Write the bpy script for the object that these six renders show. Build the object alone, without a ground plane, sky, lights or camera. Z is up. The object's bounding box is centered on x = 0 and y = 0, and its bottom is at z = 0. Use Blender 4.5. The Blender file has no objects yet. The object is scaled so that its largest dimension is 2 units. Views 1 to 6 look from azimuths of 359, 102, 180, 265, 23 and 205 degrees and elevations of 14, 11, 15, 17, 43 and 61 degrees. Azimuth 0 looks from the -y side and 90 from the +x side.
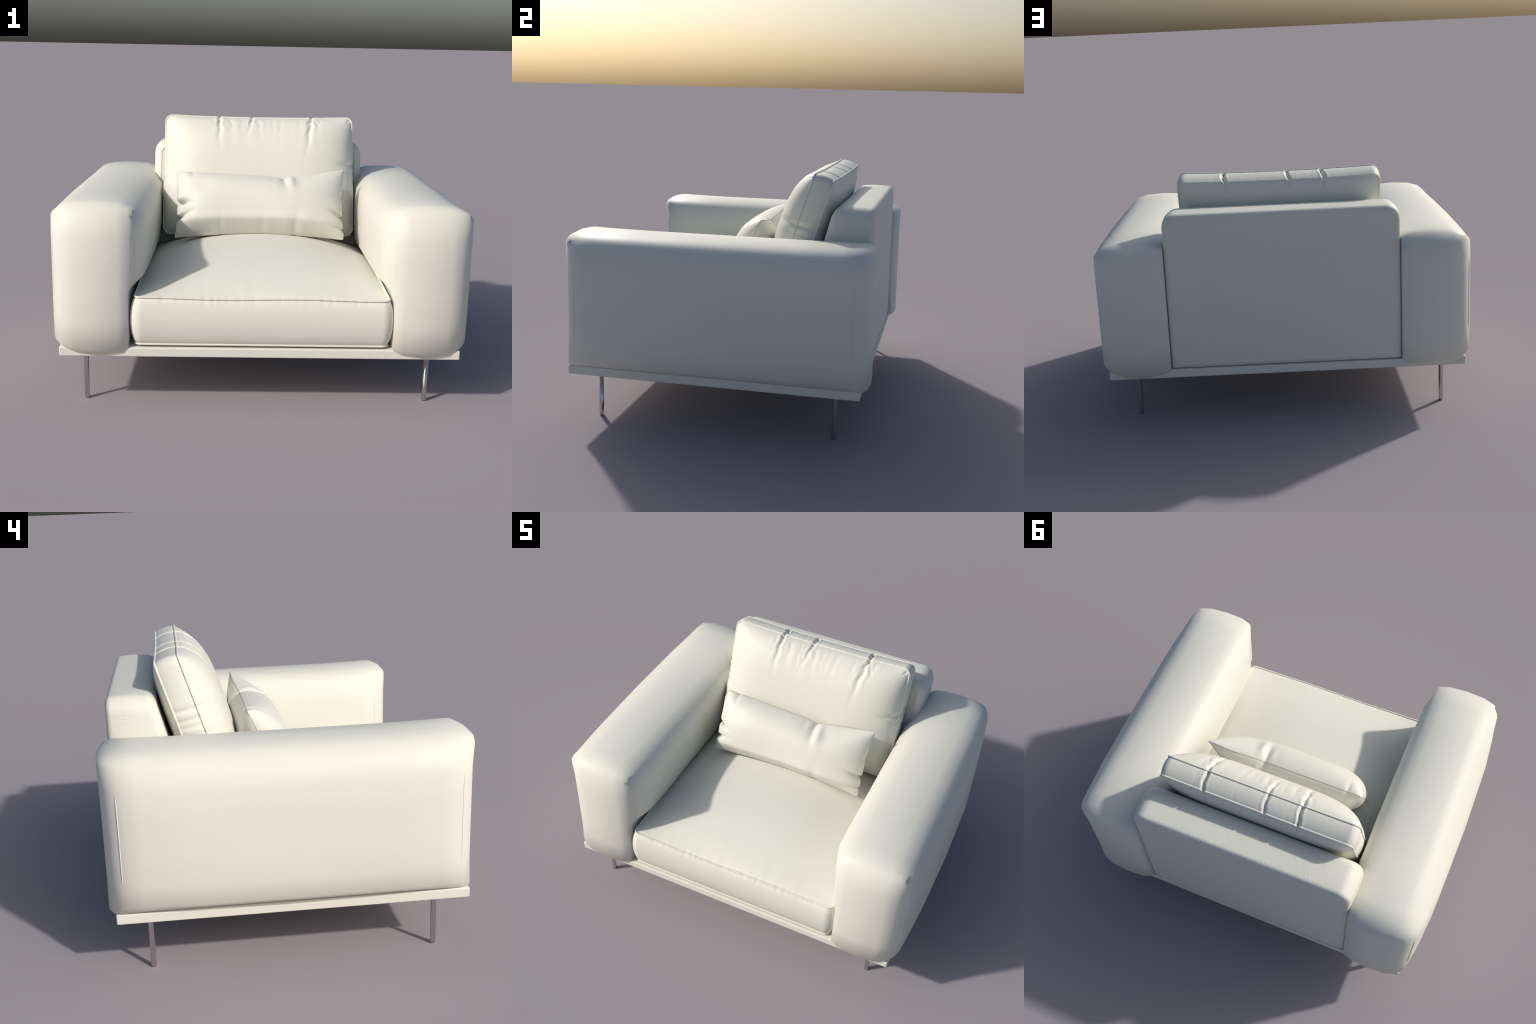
"""Off-white leather lounge armchair: slim upholstered platform on chrome rod legs,
two pillow-like armrests, a wedge backrest, boxed seat and back cushions with piping,
and a loose knife-edge lumbar pillow."""
import bpy, math
import numpy as np
from mathutils import Matrix, Vector

# ------------------------------------------------------------------ materials
def leather(name, base, dark, grain, bump, rough=0.5, cloud=2.0):
    m = bpy.data.materials.new(name); m.use_nodes = True
    nt = m.node_tree; N = nt.nodes; L = nt.links
    b = N["Principled BSDF"]
    co = N.new("ShaderNodeTexCoord")
    n1 = N.new("ShaderNodeTexNoise"); n1.inputs["Scale"].default_value = cloud
    n1.inputs["Detail"].default_value = 4
    L.new(co.outputs["Object"], n1.inputs["Vector"])
    mix = N.new("ShaderNodeMix"); mix.data_type = 'RGBA'
    mix.inputs[6].default_value = (*dark, 1); mix.inputs[7].default_value = (*base, 1)
    cr = N.new("ShaderNodeValToRGB")
    cr.color_ramp.elements[0].position = .3; cr.color_ramp.elements[1].position = .6
    L.new(n1.outputs["Fac"], cr.inputs["Fac"]); L.new(cr.outputs["Color"], mix.inputs[0])
    L.new(mix.outputs[2], b.inputs["Base Color"])
    # pebbled leather grain: voronoi cells softened by noise
    v = N.new("ShaderNodeTexVoronoi"); v.feature = 'SMOOTH_F1'
    v.inputs["Scale"].default_value = grain
    n2 = N.new("ShaderNodeTexNoise"); n2.inputs["Scale"].default_value = grain * 1.1
    n2.inputs["Detail"].default_value = 3
    L.new(co.outputs["Object"], v.inputs["Vector"]); L.new(co.outputs["Object"], n2.inputs["Vector"])
    sc = N.new("ShaderNodeMath"); sc.operation = 'MULTIPLY'; sc.inputs[1].default_value = .35
    L.new(n2.outputs["Fac"], sc.inputs[0])
    ad = N.new("ShaderNodeMath"); ad.operation = 'SUBTRACT'
    L.new(sc.outputs[0], ad.inputs[0]); L.new(v.outputs["Distance"], ad.inputs[1])
    bp = N.new("ShaderNodeBump"); bp.inputs["Strength"].default_value = bump
    bp.inputs["Distance"].default_value = .0025
    L.new(ad.outputs[0], bp.inputs["Height"]); L.new(bp.outputs["Normal"], b.inputs["Normal"])
    b.inputs["Roughness"].default_value = rough
    b.inputs["Specular IOR Level"].default_value = .3
    return m

CREAM = (.732, .731, .657); CREAM_D = (.717, .716, .642)
M_GRAIN = leather("pebbled_cream_leather", CREAM, CREAM_D, 200, .38)
M_CUSH = leather("soft_cream_leather", CREAM, CREAM_D, 190, .20)
M_SMOOTH = leather("smooth_cream_leather", CREAM, CREAM_D, 190, .08)
M_PIPE = leather("cream_piping", CREAM, CREAM_D, 190, .03)

M_DARK_LINE = leather("dark_seam_line", (.36, .35, .31), (.33, .32, .29), 190, .03)  # darker tone for the thin dark line along the pillow's seam

def chrome():
    m = bpy.data.materials.new("chromed_steel"); m.use_nodes = True
    nt = m.node_tree; b = nt.nodes["Principled BSDF"]
    co = nt.nodes.new("ShaderNodeTexCoord")
    n = nt.nodes.new("ShaderNodeTexNoise"); n.inputs["Scale"].default_value = 60
    nt.links.new(co.outputs["Object"], n.inputs["Vector"])
    mr = nt.nodes.new("ShaderNodeMapRange")
    mr.inputs["To Min"].default_value = .16; mr.inputs["To Max"].default_value = .22
    nt.links.new(n.outputs["Fac"], mr.inputs["Value"])
    nt.links.new(mr.outputs["Result"], b.inputs["Roughness"])
    b.inputs["Base Color"].default_value = (.60, .58, .58, 1)
    b.inputs["Metallic"].default_value = 1
    return m
M_CHROME = chrome()

# ------------------------------------------------------------------ mesh helpers
class Soup:
    """Collects vertex grids and faces, welds them into one mesh."""
    def __init__(s): s.v = []; s.f = []; s.n = 0
    def grid(s, P, wrap_u=False, flip=False):
        P = np.asarray(P, float); nu, nv = P.shape[:2]
        s.v.append(P.reshape(-1, 3)); o = s.n; s.n += nu * nv
        for i in range(nu if wrap_u else nu - 1):
            k = (i + 1) % nu
            for j in range(nv - 1):
                q = (o + i*nv + j, o + k*nv + j, o + k*nv + j + 1, o + i*nv + j + 1)
                s.f.append(q[::-1] if flip else q)
    def build(s, name, mat, weld=1e-5, smooth=True):
        import bmesh
        me = bpy.data.meshes.new(name)
        me.from_pydata(np.concatenate(s.v).tolist(), [], s.f)
        bm = bmesh.new(); bm.from_mesh(me)
        bmesh.ops.remove_doubles(bm, verts=bm.verts, dist=weld)
        bmesh.ops.recalc_face_normals(bm, faces=bm.faces)
        bm.to_mesh(me); bm.free()
        if smooth: me.polygons.foreach_set("use_smooth", [True] * len(me.polygons))
        me.materials.append(mat); me.update()
        return me

def add(name, me, parent=None, matrix=None):
    ob = bpy.data.objects.new(name, me); bpy.context.scene.collection.objects.link(ob)
    if parent: ob.parent = parent
    if matrix is not None: ob.matrix_local = matrix
    return ob

def tube(path, radius, closed=False, sides=8):
    """Sweep a round cord along a polyline; returns rings array (n, sides+1, 3)."""
    P = np.asarray(path, float); n = len(P)
    if closed: T = np.roll(P, -1, 0) - np.roll(P, 1, 0)
    else: T = np.gradient(P, axis=0)
    T /= np.linalg.norm(T, axis=1)[:, None]
    ref = np.array([0, 0, 1.]) if abs(T[:, 2]).max() < .9 else np.array([1., .3, 0])
    if closed:                       # reference = normal of the loop plane
        c = P - P.mean(0); ref = np.linalg.svd(c, full_matrices=False)[2][2]
    A = np.cross(T, ref); A /= np.linalg.norm(A, axis=1)[:, None]
    B = np.cross(A, T)
    th = np.linspace(0, 2*np.pi, sides + 1)
    r = np.broadcast_to(np.asarray(radius, float), (n,))[:, None, None]
    return P[:, None] + r * (np.cos(th)[None, :, None]*A[:, None] + np.sin(th)[None, :, None]*B[:, None])

def smoothstep(a, b, x):
    t = np.clip((x - a) / (b - a), 0, 1); return t*t*(3 - 2*t)

# ------------------------------------------------------------------ root
chair = bpy.data.objects.new("armchair", None)
bpy.context.scene.collection.objects.link(chair)
chair["label"] = "wide cream leather armchair with puffy arms and chrome legs"
chair["category"] = "armchair"

# ------------------------------------------------------------------ platform and legs
def rounded_box(name, lo, hi, bev, mat, parent, seg=3):
    import bmesh
    lo, hi = np.array(lo), np.array(hi); c = (lo + hi) / 2
    bm = bmesh.new(); bmesh.ops.create_cube(bm, size=1)
    for v in bm.verts: v.co = Vector(np.array(v.co) * (hi - lo))
    bmesh.ops.bevel(bm, geom=list(bm.edges), offset=bev, segments=seg, profile=.5, affect='EDGES')
    me = bpy.data.meshes.new(name); bm.to_mesh(me); bm.free()
    me.polygons.foreach_set("use_smooth", [True]*len(me.polygons)); me.materials.append(mat)
    ob = add(name, me, parent, Matrix.Translation(c))
    md = ob.modifiers.new("weighted_normals", 'WEIGHTED_NORMAL'); md.keep_sharp = False
    return ob
rounded_box("platform", (-.928, -.738, .2495), (.923, .729, .294), .0055, M_SMOOTH, chair)

def leg_mesh(name, collar, r=.0120, h=.262):
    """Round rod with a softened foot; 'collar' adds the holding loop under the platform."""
    prof = [(0, 0)] + [(r - .003 + .003*math.sin(a), .003 - .003*math.cos(a)) for a in np.linspace(0, math.pi/2, 5)]
    prof += [(r, .006)] + ([(r, h - .004)] if collar else []) + [(r, h), (0, h)]
    s = Soup(); th = np.linspace(0, 2*np.pi, 33)
    s.grid([[(p[0]*math.cos(t), p[0]*math.sin(t), p[1]) for p in prof] for t in th])
    return s.build(name, M_CHROME)
ROD, ROD_SOFT = leg_mesh("leg", True), leg_mesh("leg_soft_collar", False)
for x in (-.825, .795):
    for y in (-.615, .597):
        add("leg", ROD_SOFT if (x > 0 > y) else ROD, chair, Matrix.Translation((x, y, 0)))

# ------------------------------------------------------------------ armrests
A_C = np.array([.753, 0, .6090]); A_H = np.array([.201, .752, .3390]); A_R = np.array([.088, .066, .038])
def arm_point(a, b, c):
    """Cube-surface parameters (each -1..1, +a = outward) -> soft stuffed-block surface."""
    base = np.array([a, b, c]) * A_H
    inner = np.clip(base, -(A_H - A_R), A_H - A_R)
    d = (base - inner) / A_R
    l2 = np.linalg.norm(d)
    if l2 > 0: d *= np.abs(d).max() / l2
    p = inner + d * A_R
    t = p / A_H; f = lambda u, n: 1 - min(abs(u), 1)**n
    p[0] += (.044 if t[0] > 0 else .014) * t[0] * (f(t[1], 3.1) if t[0] > 0 else f(t[1], 6)) * f(t[2], 10)
    # long edges are drawn in between the ears of the corners
    col = abs(t[0])**6 * abs(t[1])**6 * f(t[2], 6); rail = abs(t[0])**5 * abs(t[2])**6 * f(t[1], 8) if c > 0 else .4 * abs(t[0])**5 * abs(t[2])**6
    p[1] -= np.sign(b) * .014 * col
    p[0] -= np.sign(a) * (.006 * col + (.016 if a < 0 else .012) * rail)
    p[2] -= (.050 if a < 0 else .032) * rail * (c > 0)
    p[1] += t[1] * (.013 * f(t[0], 2) - .016 * abs(t[0])**2 * f(t[2], 6))
    p[2] += t[2] * (.011 * f(t[0], 1.6) * f(t[1], 18) if t[2] > 0 else .020 * f(t[0], 2))
    if t[2] < 0: p[2] += .044 * t[0]**2 * t[2]**4 * (1 - .4*t[1]**8)                                     # underside bellies down in the middle
    lip = t[1]**6 * t[2]**6 * f(t[0], 2) * (c > 0)                                   # fuller front and rear top edge
    p[1] += np.sign(b) * .003 * lip; p[2] += .014 * lip
    if (a, b, c) == (1, LY[1], LZ[-2]): p += np.array([-.014, .008, -.004])   # puckered front shoulder
    if abs(a) == abs(b) == 1 and c == 1: p += .005 * np.array([a, b*.5, .6])            # pointed ears
    q = p + A_C
    # pressed in where the seat cushion sits against it
    lim = .536 + .050 * smoothstep(.56, .72, abs(q[1]))
    lim += (.610 - lim) * (1 - smoothstep(.560, .615, q[2]))
    rear = smoothstep(.40, .50, q[1]); lim = lim*(1 - rear) + .601*rear      # squeezed by the backrest
    if q[0] < lim: q[0] = lim
    return q
def levels(h, r, mids):
    e = [1, 1 - .59*r/h, 1 - r/h]
    return sorted(set([-x for x in e] + list(mids) + e))
LX = [-1, -.8, -.5, 0, .5, .8, 1]   # deliberately coarse: the stuffed block reads slightly faceted
LY = levels(A_H[1], A_R[1], (-.82, -.55, 0, .55, .82))
LZ = levels(A_H[2], A_R[2], (-.55, -.17, -.02, .25, .6))

def arm_mesh():
    s = Soup()
    for sgn in (-1, 1):
        s.grid([[arm_point(sgn, b, c) for c in LZ] for b in LY])
        s.grid([[arm_point(a, sgn, c) for c in LZ] for a in LX])
        s.grid([[arm_point(a, b, sgn) for b in LY] for a in LX])
    return s
def build_arm(side):
    s = arm_mesh()
    s.v = [(v - A_C) * np.array([side, 1, 1]) for v in s.v]
    me = s.build("armrest", M_SMOOTH, weld=1e-4)
    # padded upholstery: shading normals roll over the edges more gently than the coarse block
    base = [v.normal.copy() for v in me.vertices]; nn = []
    for v, n0 in zip(me.vertices, base):
        q = np.array(v.co) * np.array([side, 1, 1]); n = np.zeros(3)
        for k in range(3):
            h = A_H[k]; dist = max(h - abs(q[k]), 0)
            n[k] = np.sign(q[k]) * math.exp(-(dist / (.070, .080, .085)[k])**1.3)
        n[0] *= side
        n = n / (np.linalg.norm(n) or 1)
        m = .75 * n + .25 * np.array(n0); nn.append(m / np.linalg.norm(m))
    me.normals_split_custom_set_from_vertices(nn)
    ob = add("armrest", me, chair, Matrix.Translation((A_C[0]*side, A_C[1], A_C[2])))
    # raised welt seams running down the upright edges
    w = Soup()
    for a, b in ((1, LY[1]), (1, LY[-2]), (-1, LY[1])):
        path = []
        zs = [c for c in LZ if -.7 < c < .8]
        for c in zs: path.append((arm_point(a, b, c) - A_C) * np.array([side, 1, 1]))
        path = np.array(path); n = len(path); u = np.linspace(0, n - 1, 60)
        path = np.stack([np.interp(u, range(n), path[:, k]) for k in range(3)], 1)
        rad = .0022 * np.clip(np.minimum(u, n - 1 - u) * 3, .1, 1)
        w.grid(tube(path, rad, sides=6))
    add("seam", w.build("arm_seam", M_PIPE), ob)
for side in (-1, 1): build_arm(side)

# ------------------------------------------------------------------ backrest (wedge with rounded shoulders)
def build_backrest():
    hw, z0, z1, rc = .598, .2948, 1.111, .072
    # closed front-view outline (rounded shoulders, tight feet), inset for the rolled rims
    def outline(inset, n=14, rb=.008):
        w, top, bot = hw - inset, z1 - inset, z0 + inset
        rt, rl = max(rc - inset, .0006), max(rb - inset, .0006)
        corners = ((w - rt, top - rt, rt, 0, 30), (-(w - rt), top - rt, rt, 90, 20),
                   (-(w - rl), bot + rl, rl, 180, 30), (w - rl, bot + rl, rl, 270, 20))
        out = []
        for i, (cx, cz, r, a0, run) in enumerate(corners):
            arc = [(cx + r*math.cos(math.radians(a0 + 90*k/n)), cz + r*math.sin(math.radians(a0 + 90*k/n))) for k in range(n + 1)]
            nx, nz, nr, na, _ = corners[(i + 1) % 4]
            p = arc[-1]; q = (nx + nr*math.cos(math.radians(na)), nz + nr*math.sin(math.radians(na)))
            out += arc + [(p[0] + (q[0]-p[0])*k/(run + 1), p[1] + (q[1]-p[1])*k/(run + 1)) for k in range(1, run + 1)]
        return out
    def yf(z): return .400 + (z - .62) * .262 if z > .45 else .3555      # leaning front face
    def yb(z): return .728
    rf, rbk = .036, .026
    rings = []
    def ring(inset, fy):
        return [(x, fy(z), z) for x, z in outline(inset)]
    for k in range(7):
        a = math.pi/2 * k / 6
        rings.append(ring(rf*(1 - math.sin(a)), lambda z, a=a: yf(z) + rf*(1 - math.cos(a))))
    # slightly domed rim between the two panels
    for t in (.25, .5, .75):
        rings.append(ring(-.004*math.sin(math.pi*t), lambda z, t=t: (yf(z)+rf)*(1-t) + (yb(z)-rbk)*t))
    for k in range(7):
        a = math.pi/2 * k / 6
        rings.append(ring(rbk*(1 - math.cos(a)), lambda z, a=a: yb(z) - rbk*(1 - math.sin(a))))
    s = Soup()
    s.grid(np.array(rings).transpose(1, 0, 2), wrap_u=True)
    # front and back panels: concentric rings close to the rim, then a flat quilted field
    def panel(edge, fy, puff):
        E = np.array(edge); cz = (z0 + z1)/2 - .03
        ix = np.clip(E[:, 0], -(hw - rc), hw - rc); iz = np.clip(E[:, 2], z0 + .10, z1 - rc)
        rows = []
        for t in (0, .04, .1, .2, .35, .55, .8, 1):
            x = E[:, 0]*(1 - t) + ix*t; z = E[:, 2]*(1 - t) + iz*t
            rows.append(np.stack([x, np.array([fy(q) for q in z]) + puff*(1 - (1 - t)**2), z], 1))
        s.grid(np.array(rows).transpose(1, 0, 2), wrap_u=True)
        us = np.linspace(-(hw - rc), hw - rc, 16); vs = np.linspace(z0 + .10, z1 - rc, 12)
        s.grid([[(u, fy(v) + puff, v) for v in vs] for u in us])
    panel(rings[0], yf, 0)
    panel(rings[-1], yb, 0)
    c = np.array([0, .55, .70])
    s.v = [v - c for v in s.v]
    me = s.build("backrest", M_GRAIN)
    ob = add("backrest", me, chair, Matrix.Translation(c))
    # welts on the front and back panel edges
    w = Soup()
    keep = lambda R: np.array([p for p in R]) - c
    f = ring(rf + .004, lambda z: yf(z) - .0005); b = ring(rbk*.9, lambda z: yb(z) - .0005)
    w.grid(tube(keep(f), .0024, closed=True, sides=6), wrap_u=True)
    w.grid(tube(keep(b), .0018, closed=True, sides=6), wrap_u=True)
    add("piping", w.build("backrest_piping", M_PIPE), ob)
build_backrest()

# ------------------------------------------------------------------ boxed cushions
def round_rect(s, t, W, H, r):
    """Square parameters (-1..1) -> rectangle with rounded corners (concentric-preserving)."""
    x = s*W; y = t*H
    ix = np.clip(x, -(W-r), W-r); iy = np.clip(y, -(H-r), H-r)
    dx, dy = x-ix, y-iy; l = np.hypot(dx, dy); m = np.maximum(abs(dx), abs(dy))
    k = np.where(l > 0, m/np.maximum(l, 1e-9), 1)
    return ix + dx*k, iy + dy*k
def edge_levels(n, W, r, p=2.2):
    """Levels in -1..1 that bunch up at both ends."""
    u = np.linspace(-1, 1, n)
    return np.sign(u)*(1 - (1 - abs(u))**1.6)
def perimeter(LS, LT):
    a = [(s, -1) for s in LS] + [(1, t) for t in LT[1:]] + [(s, 1) for s in LS[::-1][1:]] + [(-1, t) for t in LT[::-1][1:-1]]
    return np.array(a)

def boxed_cushion(name, W, H, D, r, puff_front, puff_back, exps, warp, matrix, mat, pipe_r,
                  gusset_bulge, res, sides=8, crest=0.0):
    """Two puffed panels, a bulging gusset and two cords. Local x = width, y = height, z = thickness (front +)."""
    LS = edge_levels(res[0], W, r); LT = edge_levels(res[1], H, r)
    S, T = np.meshgrid(LS, LT, indexing='ij')
    X, Y = round_rect(S, T, W, H, r)
    ea, eb, ep = exps
    Tk = np.where(T < crest, (T - crest)/(1 + crest), (T - crest)/(1 - crest))
    prof = ((1 - abs(S)**ea) * (1 - abs(Tk)**eb)).clip(0)**ep
    s = Soup()
    F = np.stack([X, Y, D/2 + puff_front*prof], -1)
    B = np.stack([X, Y, -D/2 - puff_back*prof], -1)
    s.grid(warp(F, S, T, 1)); s.grid(warp(B, S, T, -1))
    per = perimeter(LS, LT)
    px, py = round_rect(per[:, 0], per[:, 1], W, H, r)
    # outward direction of the outline
    tx, ty = np.roll(px, -1) - np.roll(px, 1), np.roll(py, -1) - np.roll(py, 1)
    l = np.hypot(tx, ty); ox, oy = ty/l, -tx/l
    zz = np.linspace(-1, 1, 17); G = np.zeros((len(per), len(zz), 3))
    for j, z in enumerate(zz):
        b = gusset_bulge * (1 - z*z)**.7
        G[:, j] = np.stack([px + ox*b, py + oy*b, np.full_like(px, z*D/2)], -1)
    PS = np.repeat(per[:, :1], len(zz), 1); PT = np.repeat(per[:, 1:], len(zz), 1)
    s.grid(warp(G, PS, PT, 0), wrap_u=True)
    ob = add(name, s.build(name, mat, weld=2e-6), chair, matrix)
    p = Soup()
    for z, k in ((D/2, 1), (-D/2, -1)):
        loop = np.stack([px + ox*pipe_r*.45, py + oy*pipe_r*.45, np.full_like(px, z + k*pipe_r*.35)], -1)[:, None]
        loop = warp(loop, per[:, :1], per[:, 1:], 0)[:, 0]
        p.grid(tube(loop, pipe_r, closed=True, sides=sides), wrap_u=True)
    add("piping", p.build(name + "_piping", M_PIPE, weld=1e-6), ob)
    return ob

def fold_profile(d, w):
    """Pinched crease with soft shoulders on both sides."""
    return np.exp(-(d/w)**2) + .35*np.exp(-(d/(3*w))**2) - .30*np.exp(-((abs(d) - 2.6*w)/(1.3*w))**2)

# --- back cushion
BW, BH, BD = .520, .329, .101
# creases pulled from the top edge: x, lean, width, depth, reach on front, reach on back
TOP_FOLDS = [(-.222, .02, .0062, .0145, .090, .035, 1), (-.040, -.18, .0055, .0105, .060, .03, 1), (.292, -.14, .0062, .0150, .105, .05, 1),
             (.128, -.10, .006, .0030, .05, .02, .15), (-.262, .3, .008, .0025, .06, .02, .1), (-.160, .05, .009, .0034, .10, .02, .1),
             (-.100, .05, .007, .0020, .11, .02, .1), (-.075, .05, .006, .0020, .11, .02, 0), (-.010, .1, .008, .0034, .10, .02, .1),
             (.040, -.02, .007, .0014, .12, .02, 0), (.075, -.05, .009, .0016, .10, .02, 0), (.110, 0, .007, .0015, .12, .02, 0),
             (-.236, .35, .005, .0050, .045, .02, .3), (-.052, .30, .005, .0048, .05, .02, .3), (-.030, -.45, .005, .0036, .04, .02, .2),
             (.306, .30, .005, .0050, .045, .02, .3), (.278, -.10, .005, .0046, .075, .02, .2),
             (.345, -.35, .009, .0045, .05, .04, .1), (.225, -.05, .009, .0014, .09, .02, 0), (.270, -.05, .008, .0030, .12, .02, 0)]
# creases pulled from the side edges: side, height, lean, width, depth, reach
SIDE_FOLDS = [(1, .060, -.10, .010, .010, .070), (1, .018, .25, .010, .0035, .05), (1, -.03, .15, .012, .003, .06),
              (-1, .095, -.10, .010, .0065, .035), (-1, .050, .25, .010, .006, .065), (-1, .020, .1, .010, .0055, .06), (-1, -.02, -.25, .012, .005, .07)]
def warp_back(P, S, T, face):
    P = P.copy(); X, Y, Z = P[..., 0].copy(), P[..., 1].copy(), P[..., 2].copy()
    t = np.maximum(BH - Y, 0)
    wy = np.exp(-(t/.022))
    for x0, lean, w, dep, rf, rb, gus in TOP_FOLDS:
        reach = np.where(Z > BD*.45, rf, np.where(Z < -BD*.45, rb, .05))
        amp = dep * np.exp(-(t/reach)**1.6) * fold_profile(X - x0 - lean*t - .10*np.clip(Z-BD/2, -BD, 0)
                                   + .0030*np.sin(42*t + 70*Z + 40*x0), (w if face == 1 else w*.95)*(1 + t*4))
        hid = 1 if gus == 1 else gus + (1 - gus)*smoothstep(0, .035, t)   # minor folds start below the welt
        amp = amp*hid
        P[..., 1] -= amp*wy
        if face: P[..., 2] -= face*amp*(1 - wy)
    for sd, y0, lean, w, dep, rc in SIDE_FOLDS:
        tt = np.maximum(BW - sd*X, 0); wx = np.exp(-tt/.022)
        amp = dep * np.exp(-(tt/rc)**1.6) * fold_profile(Y - y0 - lean*tt + .12*np.clip(Z-BD/2, -BD, 0), w*(1 + tt*4))
        P[..., 0] -= sd*amp*wx*.6
        if face: P[..., 2] -= face*amp*(1 - wx)
    # corners stand a little taller than the sagging middle of the top edge
    P[..., 1] += .010 * np.clip(abs(X)/BW, 0, 1)**2.5 * smoothstep(0, BH, Y) - .006*smoothstep(0, BH, Y)
    P[..., 0] += .004*np.sign(X)*smoothstep(.1, -.3, Y/BH)*abs(S)
    return P
lean = math.atan2(.195, .622)
up = Vector((0, math.sin(lean), math.cos(lean))); fwd = Vector((0, -math.cos(lean), math.sin(lean))); rt = Vector((1, 0, 0))
def frame(origin, x, y, z):
    m = Matrix.Identity(4)
    for i, a in enumerate((x, y, z)):
        for k in range(3): m[k][i] = a[k]
    m.translation = origin; return m
c_front = Vector((0, .3165, .946))
boxed_cushion("back_cushion", BW, BH, BD, .036, .128, .055, (5, 3.0, .62), warp_back,
              frame(c_front - fwd*BD/2, rt, up, fwd), M_CUSH, .0048, .010, (300, 220))

# --- seat cushion (thickness axis = z up)
SW, SH, SD = .584, .575, .217
rng = np.random.default_rng(7)
PUCK = [(x + rng.uniform(-.008, .008), rng.uniform(.0002, .0018), rng.uniform(.005, .012)) for x in np.arange(-.46, .5, .039)]
GATH = [(x + rng.uniform(-.02, .02), rng.uniform(.0003, .0009), rng.uniform(.018, .034)) for x in np.arange(-.45, .47, .085)]
def warp_seat(P, S, T, face):
    P = P.copy(); X, Y = P[..., 0].copy(), P[..., 1].copy()
    front = smoothstep(-.80, -.97, T)
    top = smoothstep(-.3, .45, P[..., 2]/SD)
    for x0, dep, w in PUCK:                  # gathers along the front welt
        k = np.exp(-((X - x0)/w)**2)*dep*smoothstep(.36, .50, P[..., 2]/SD)*smoothstep(-.95, -1.0, T)
        P[..., 2] -= k*.8; P[..., 1] += k
    for x0, dep, w in GATH:                  # long soft draw lines fading from the welt
        k = np.exp(-((X - x0)/w)**2)*dep
        if face == 1: P[..., 2] -= k*smoothstep(-.55, -.92, T)
        elif face == 0: P[..., 1] += k*front*top*.6
    P[..., 2] += .014*smoothstep(-1, -.2, T)*top   # welt climbs slightly away from the front
    P[..., 2] += .003*np.sin(X*9)*front*top
    return P
boxed_cushion("seat_cushion", SW, SH, SD, .030, .145, .0, (2.3, 2.05, .85), warp_seat,
              frame(Vector((.003, -.722 + SH, .309 + SD/2)), Vector((1, 0, 0)), Vector((0, 1, 0)), Vector((0, 0, 1))),
              M_SMOOTH, .0050, .026, (260, 140), crest=.15)

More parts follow.
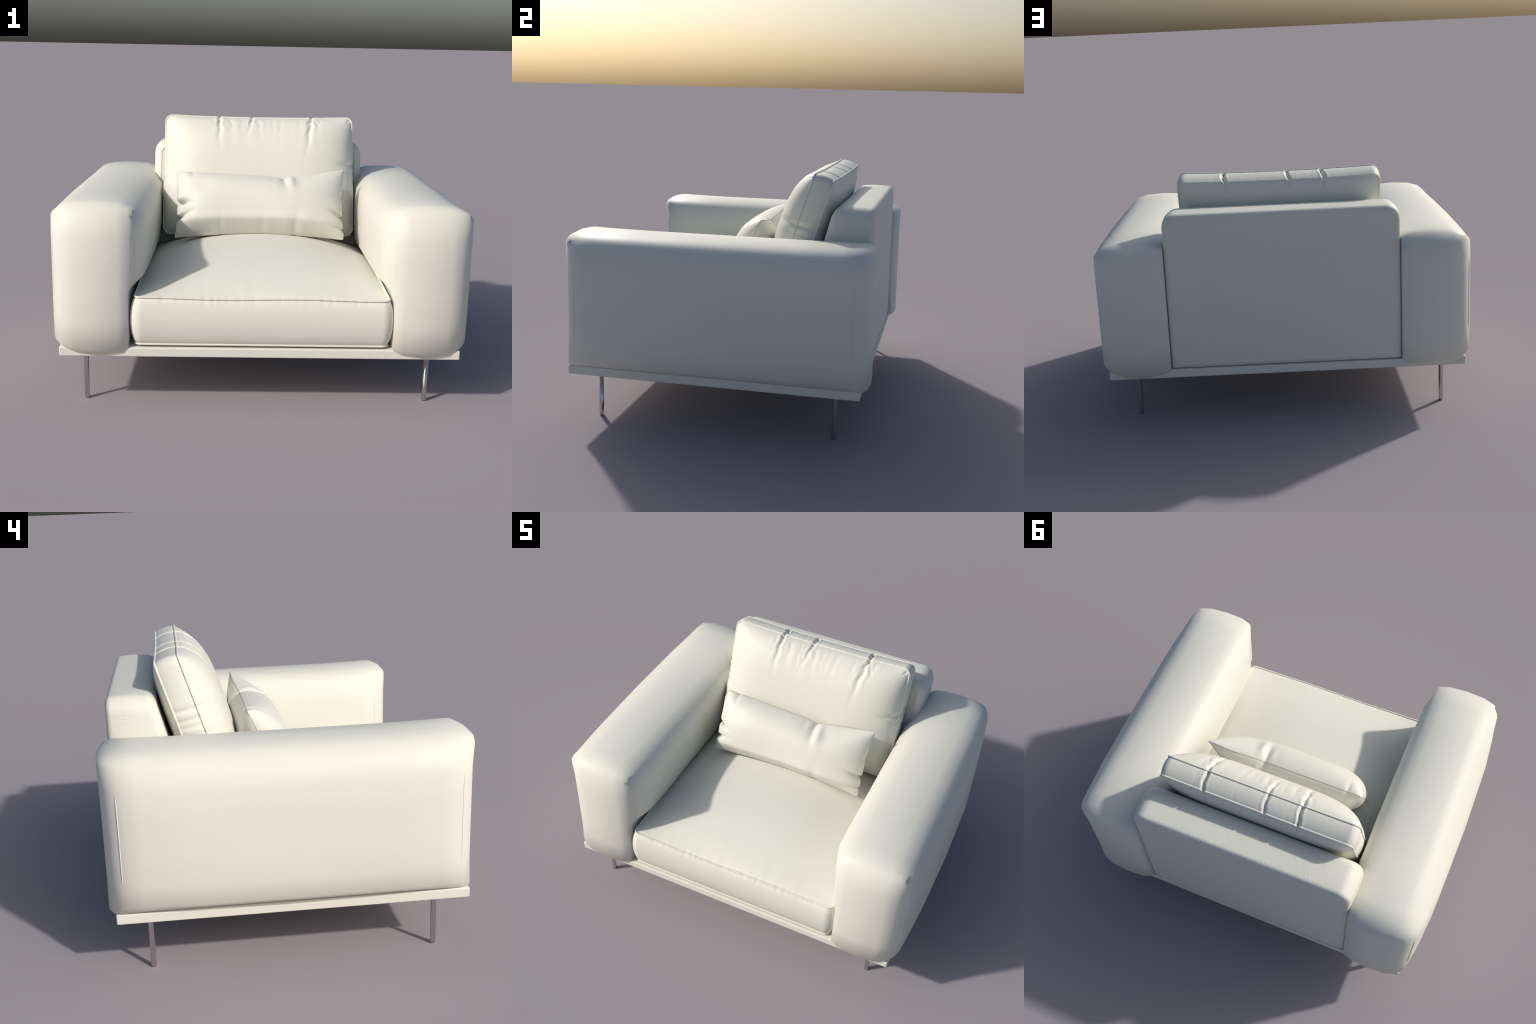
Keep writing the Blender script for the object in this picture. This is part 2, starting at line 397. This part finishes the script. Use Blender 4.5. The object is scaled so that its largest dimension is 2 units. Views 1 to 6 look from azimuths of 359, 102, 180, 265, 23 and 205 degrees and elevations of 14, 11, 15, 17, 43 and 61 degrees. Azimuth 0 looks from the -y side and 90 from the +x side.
# ------------------------------------------------------------------ lumbar pillow (loose, knife edge)
def build_pillow():
    W, H = .449, .178
    n, m = 280, 150
    LS = edge_levels(n, W, 0); LT = edge_levels(m, H, 0)
    S, T = np.meshgrid(LS, LT, indexing='ij')
    FOLDS = [  # x, y (on an edge), inward dir, width, edge pull, surface depth, reach
        (.118, H, (.14, -1), .010, .016, .034, .055), (.160, H, (.10, -1), .013, 0, -.014, .06), (.055, H, (.5, -1), .014, 0, .006, .05),
        (-W, H, (.75, -.65), .014, .016, .010, .03), (W, -H, (-.6, .7), .010, .008, .008, .02),
        (-W, .006, (1, -.20), .009, .052, .034, .040), (-W, -.088, (1, .30), .009, .036, .020, .040),
        (W, -.072, (-1, .45), .008, .024, .024, .050), (W, -.130, (-1, .1), .007, .012, .012, .03), (W, .05, (-1, -.2), .016, .004, .006, .06),
        (-.36, H, (.1, -1), .012, .004, .010, .022), (-.21, -H, (.05, 1), .008, .003, .010, .05),
        (.01, -H, (.02, 1), .012, .002, .008, .06), (.175, -H, (.15, 1), .013, .006, .014, .07)]
    def shape(side):
        X = S*W*(1 - .022*(1 - T**2)*abs(S)); Y = T*H
        # top edge: sags toward the pinch, right ear lifted; bottom edge follows the seat crown
        up_ = smoothstep(0, 1, T); dn = smoothstep(0, -1, T)
        Y = Y + up_*(np.where(X < .125, -.018 - .024*(X - .125)/.57, -.018 + .046*(X - .125)/.32))
        Y = Y - up_*.006*np.exp(-((X - .12)/.06)**2)
        Y = Y + dn*(.026*(1 - S**2) - .004)
        # upper part domes evenly; the slumped fill breaks into a flat underside
        ends = np.where(S < 0, (1 - abs(S)**5.5).clip(0)**.52, (1 - abs(S)**3.4).clip(0)**.60)
        k = .06; lin = ((1 + T)/.42).clip(0)**.92; dome = (1 - abs(T)**2.3).clip(0)**.60
        dome = np.where(T < 0, np.maximum(dome, .96), dome)
        under = -k*np.log(np.exp(-lin/k) + np.exp(-dome/k))
        th = ends*np.where(T < 0, (.55*np.maximum(under, 0) + .45*(1 - abs(T)**4.2).clip(0)**.7)*(side > 0) + (1 - abs(T)**3.5).clip(0)**.6*(side < 0), dome)
        Z = side*th*(.126 if side > 0 else .115)
        # tapering ears
        dx = np.zeros_like(X); dy = np.zeros_like(Y); dz = np.zeros_like(Z)
        for x0, y0, d, w, pull, dep, reach in FOLDS:
            d = np.array(d)/math.hypot(*d)
            al = (X - x0)*d[0] + (Y - y0)*d[1]; ac = -(X - x0)*d[1] + (Y - y0)*d[0]
            al = np.maximum(al, 0)
            e = np.exp(-(al/(.024 if abs(y0) == H else .055))**1.3)
            g = np.exp(-(ac/(w*(1 + al*6)))**2)
            dx += d[0]*pull*g*e; dy += d[1]*pull*g*e
            ww = w*(1 + al*6)
            ridge = fold_profile(ac, ww)
            dz -= side*dep*np.exp(-(al/reach)**1.5)*ridge*th.clip(0, 1)**.5*(1 if side > 0 else .6)
        if side > 0:   # broad soft valley running from the top pinch to the right ear
            al = (X - .15)*.93 + (Y - .10)*.36; ac = -(X - .15)*.36 + (Y - .10)*.93
            dz -= .012*np.exp(-(ac/.035)**2)*smoothstep(0, .06, al)*smoothstep(.30, .12, al)
            dz -= .008*np.exp(-((X + .32)/.07)**2 - ((Y - .09)/.045)**2)
            dz += .0035*th*np.sin(9*X + 2)*np.sin(14*Y + 5*X)
        return np.stack([X + dx, Y + dy, Z + dz], -1)
    s = Soup(); F, B = shape(1), shape(-1)
    s.grid(F); s.grid(B)
    ln = math.atan2(.15, .325)
    u = Vector((0, math.sin(ln), math.cos(ln))); f = Vector((0, -math.cos(ln), math.sin(ln)))
    ob = add("lumbar_pillow", s.build("lumbar_pillow", M_SMOOTH, weld=5e-5), None,
             frame(Vector((.003, .046, .822)), Vector((1, 0, 0)), u, f))
    per = [F[i, 0] for i in range(n)] + [F[-1, j] for j in range(1, m)] + [F[i, -1] for i in range(n-2, -1, -1)] + [F[0, j] for j in range(m-2, 0, -1)]
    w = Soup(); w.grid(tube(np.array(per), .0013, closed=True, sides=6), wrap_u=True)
    add("seam", w.build("pillow_seam", M_DARK_LINE, weld=1e-6), ob)
    ob["label"] = "small rectangular cream leather lumbar pillow with pinched creases"
    ob["category"] = "cushion"
build_pillow()
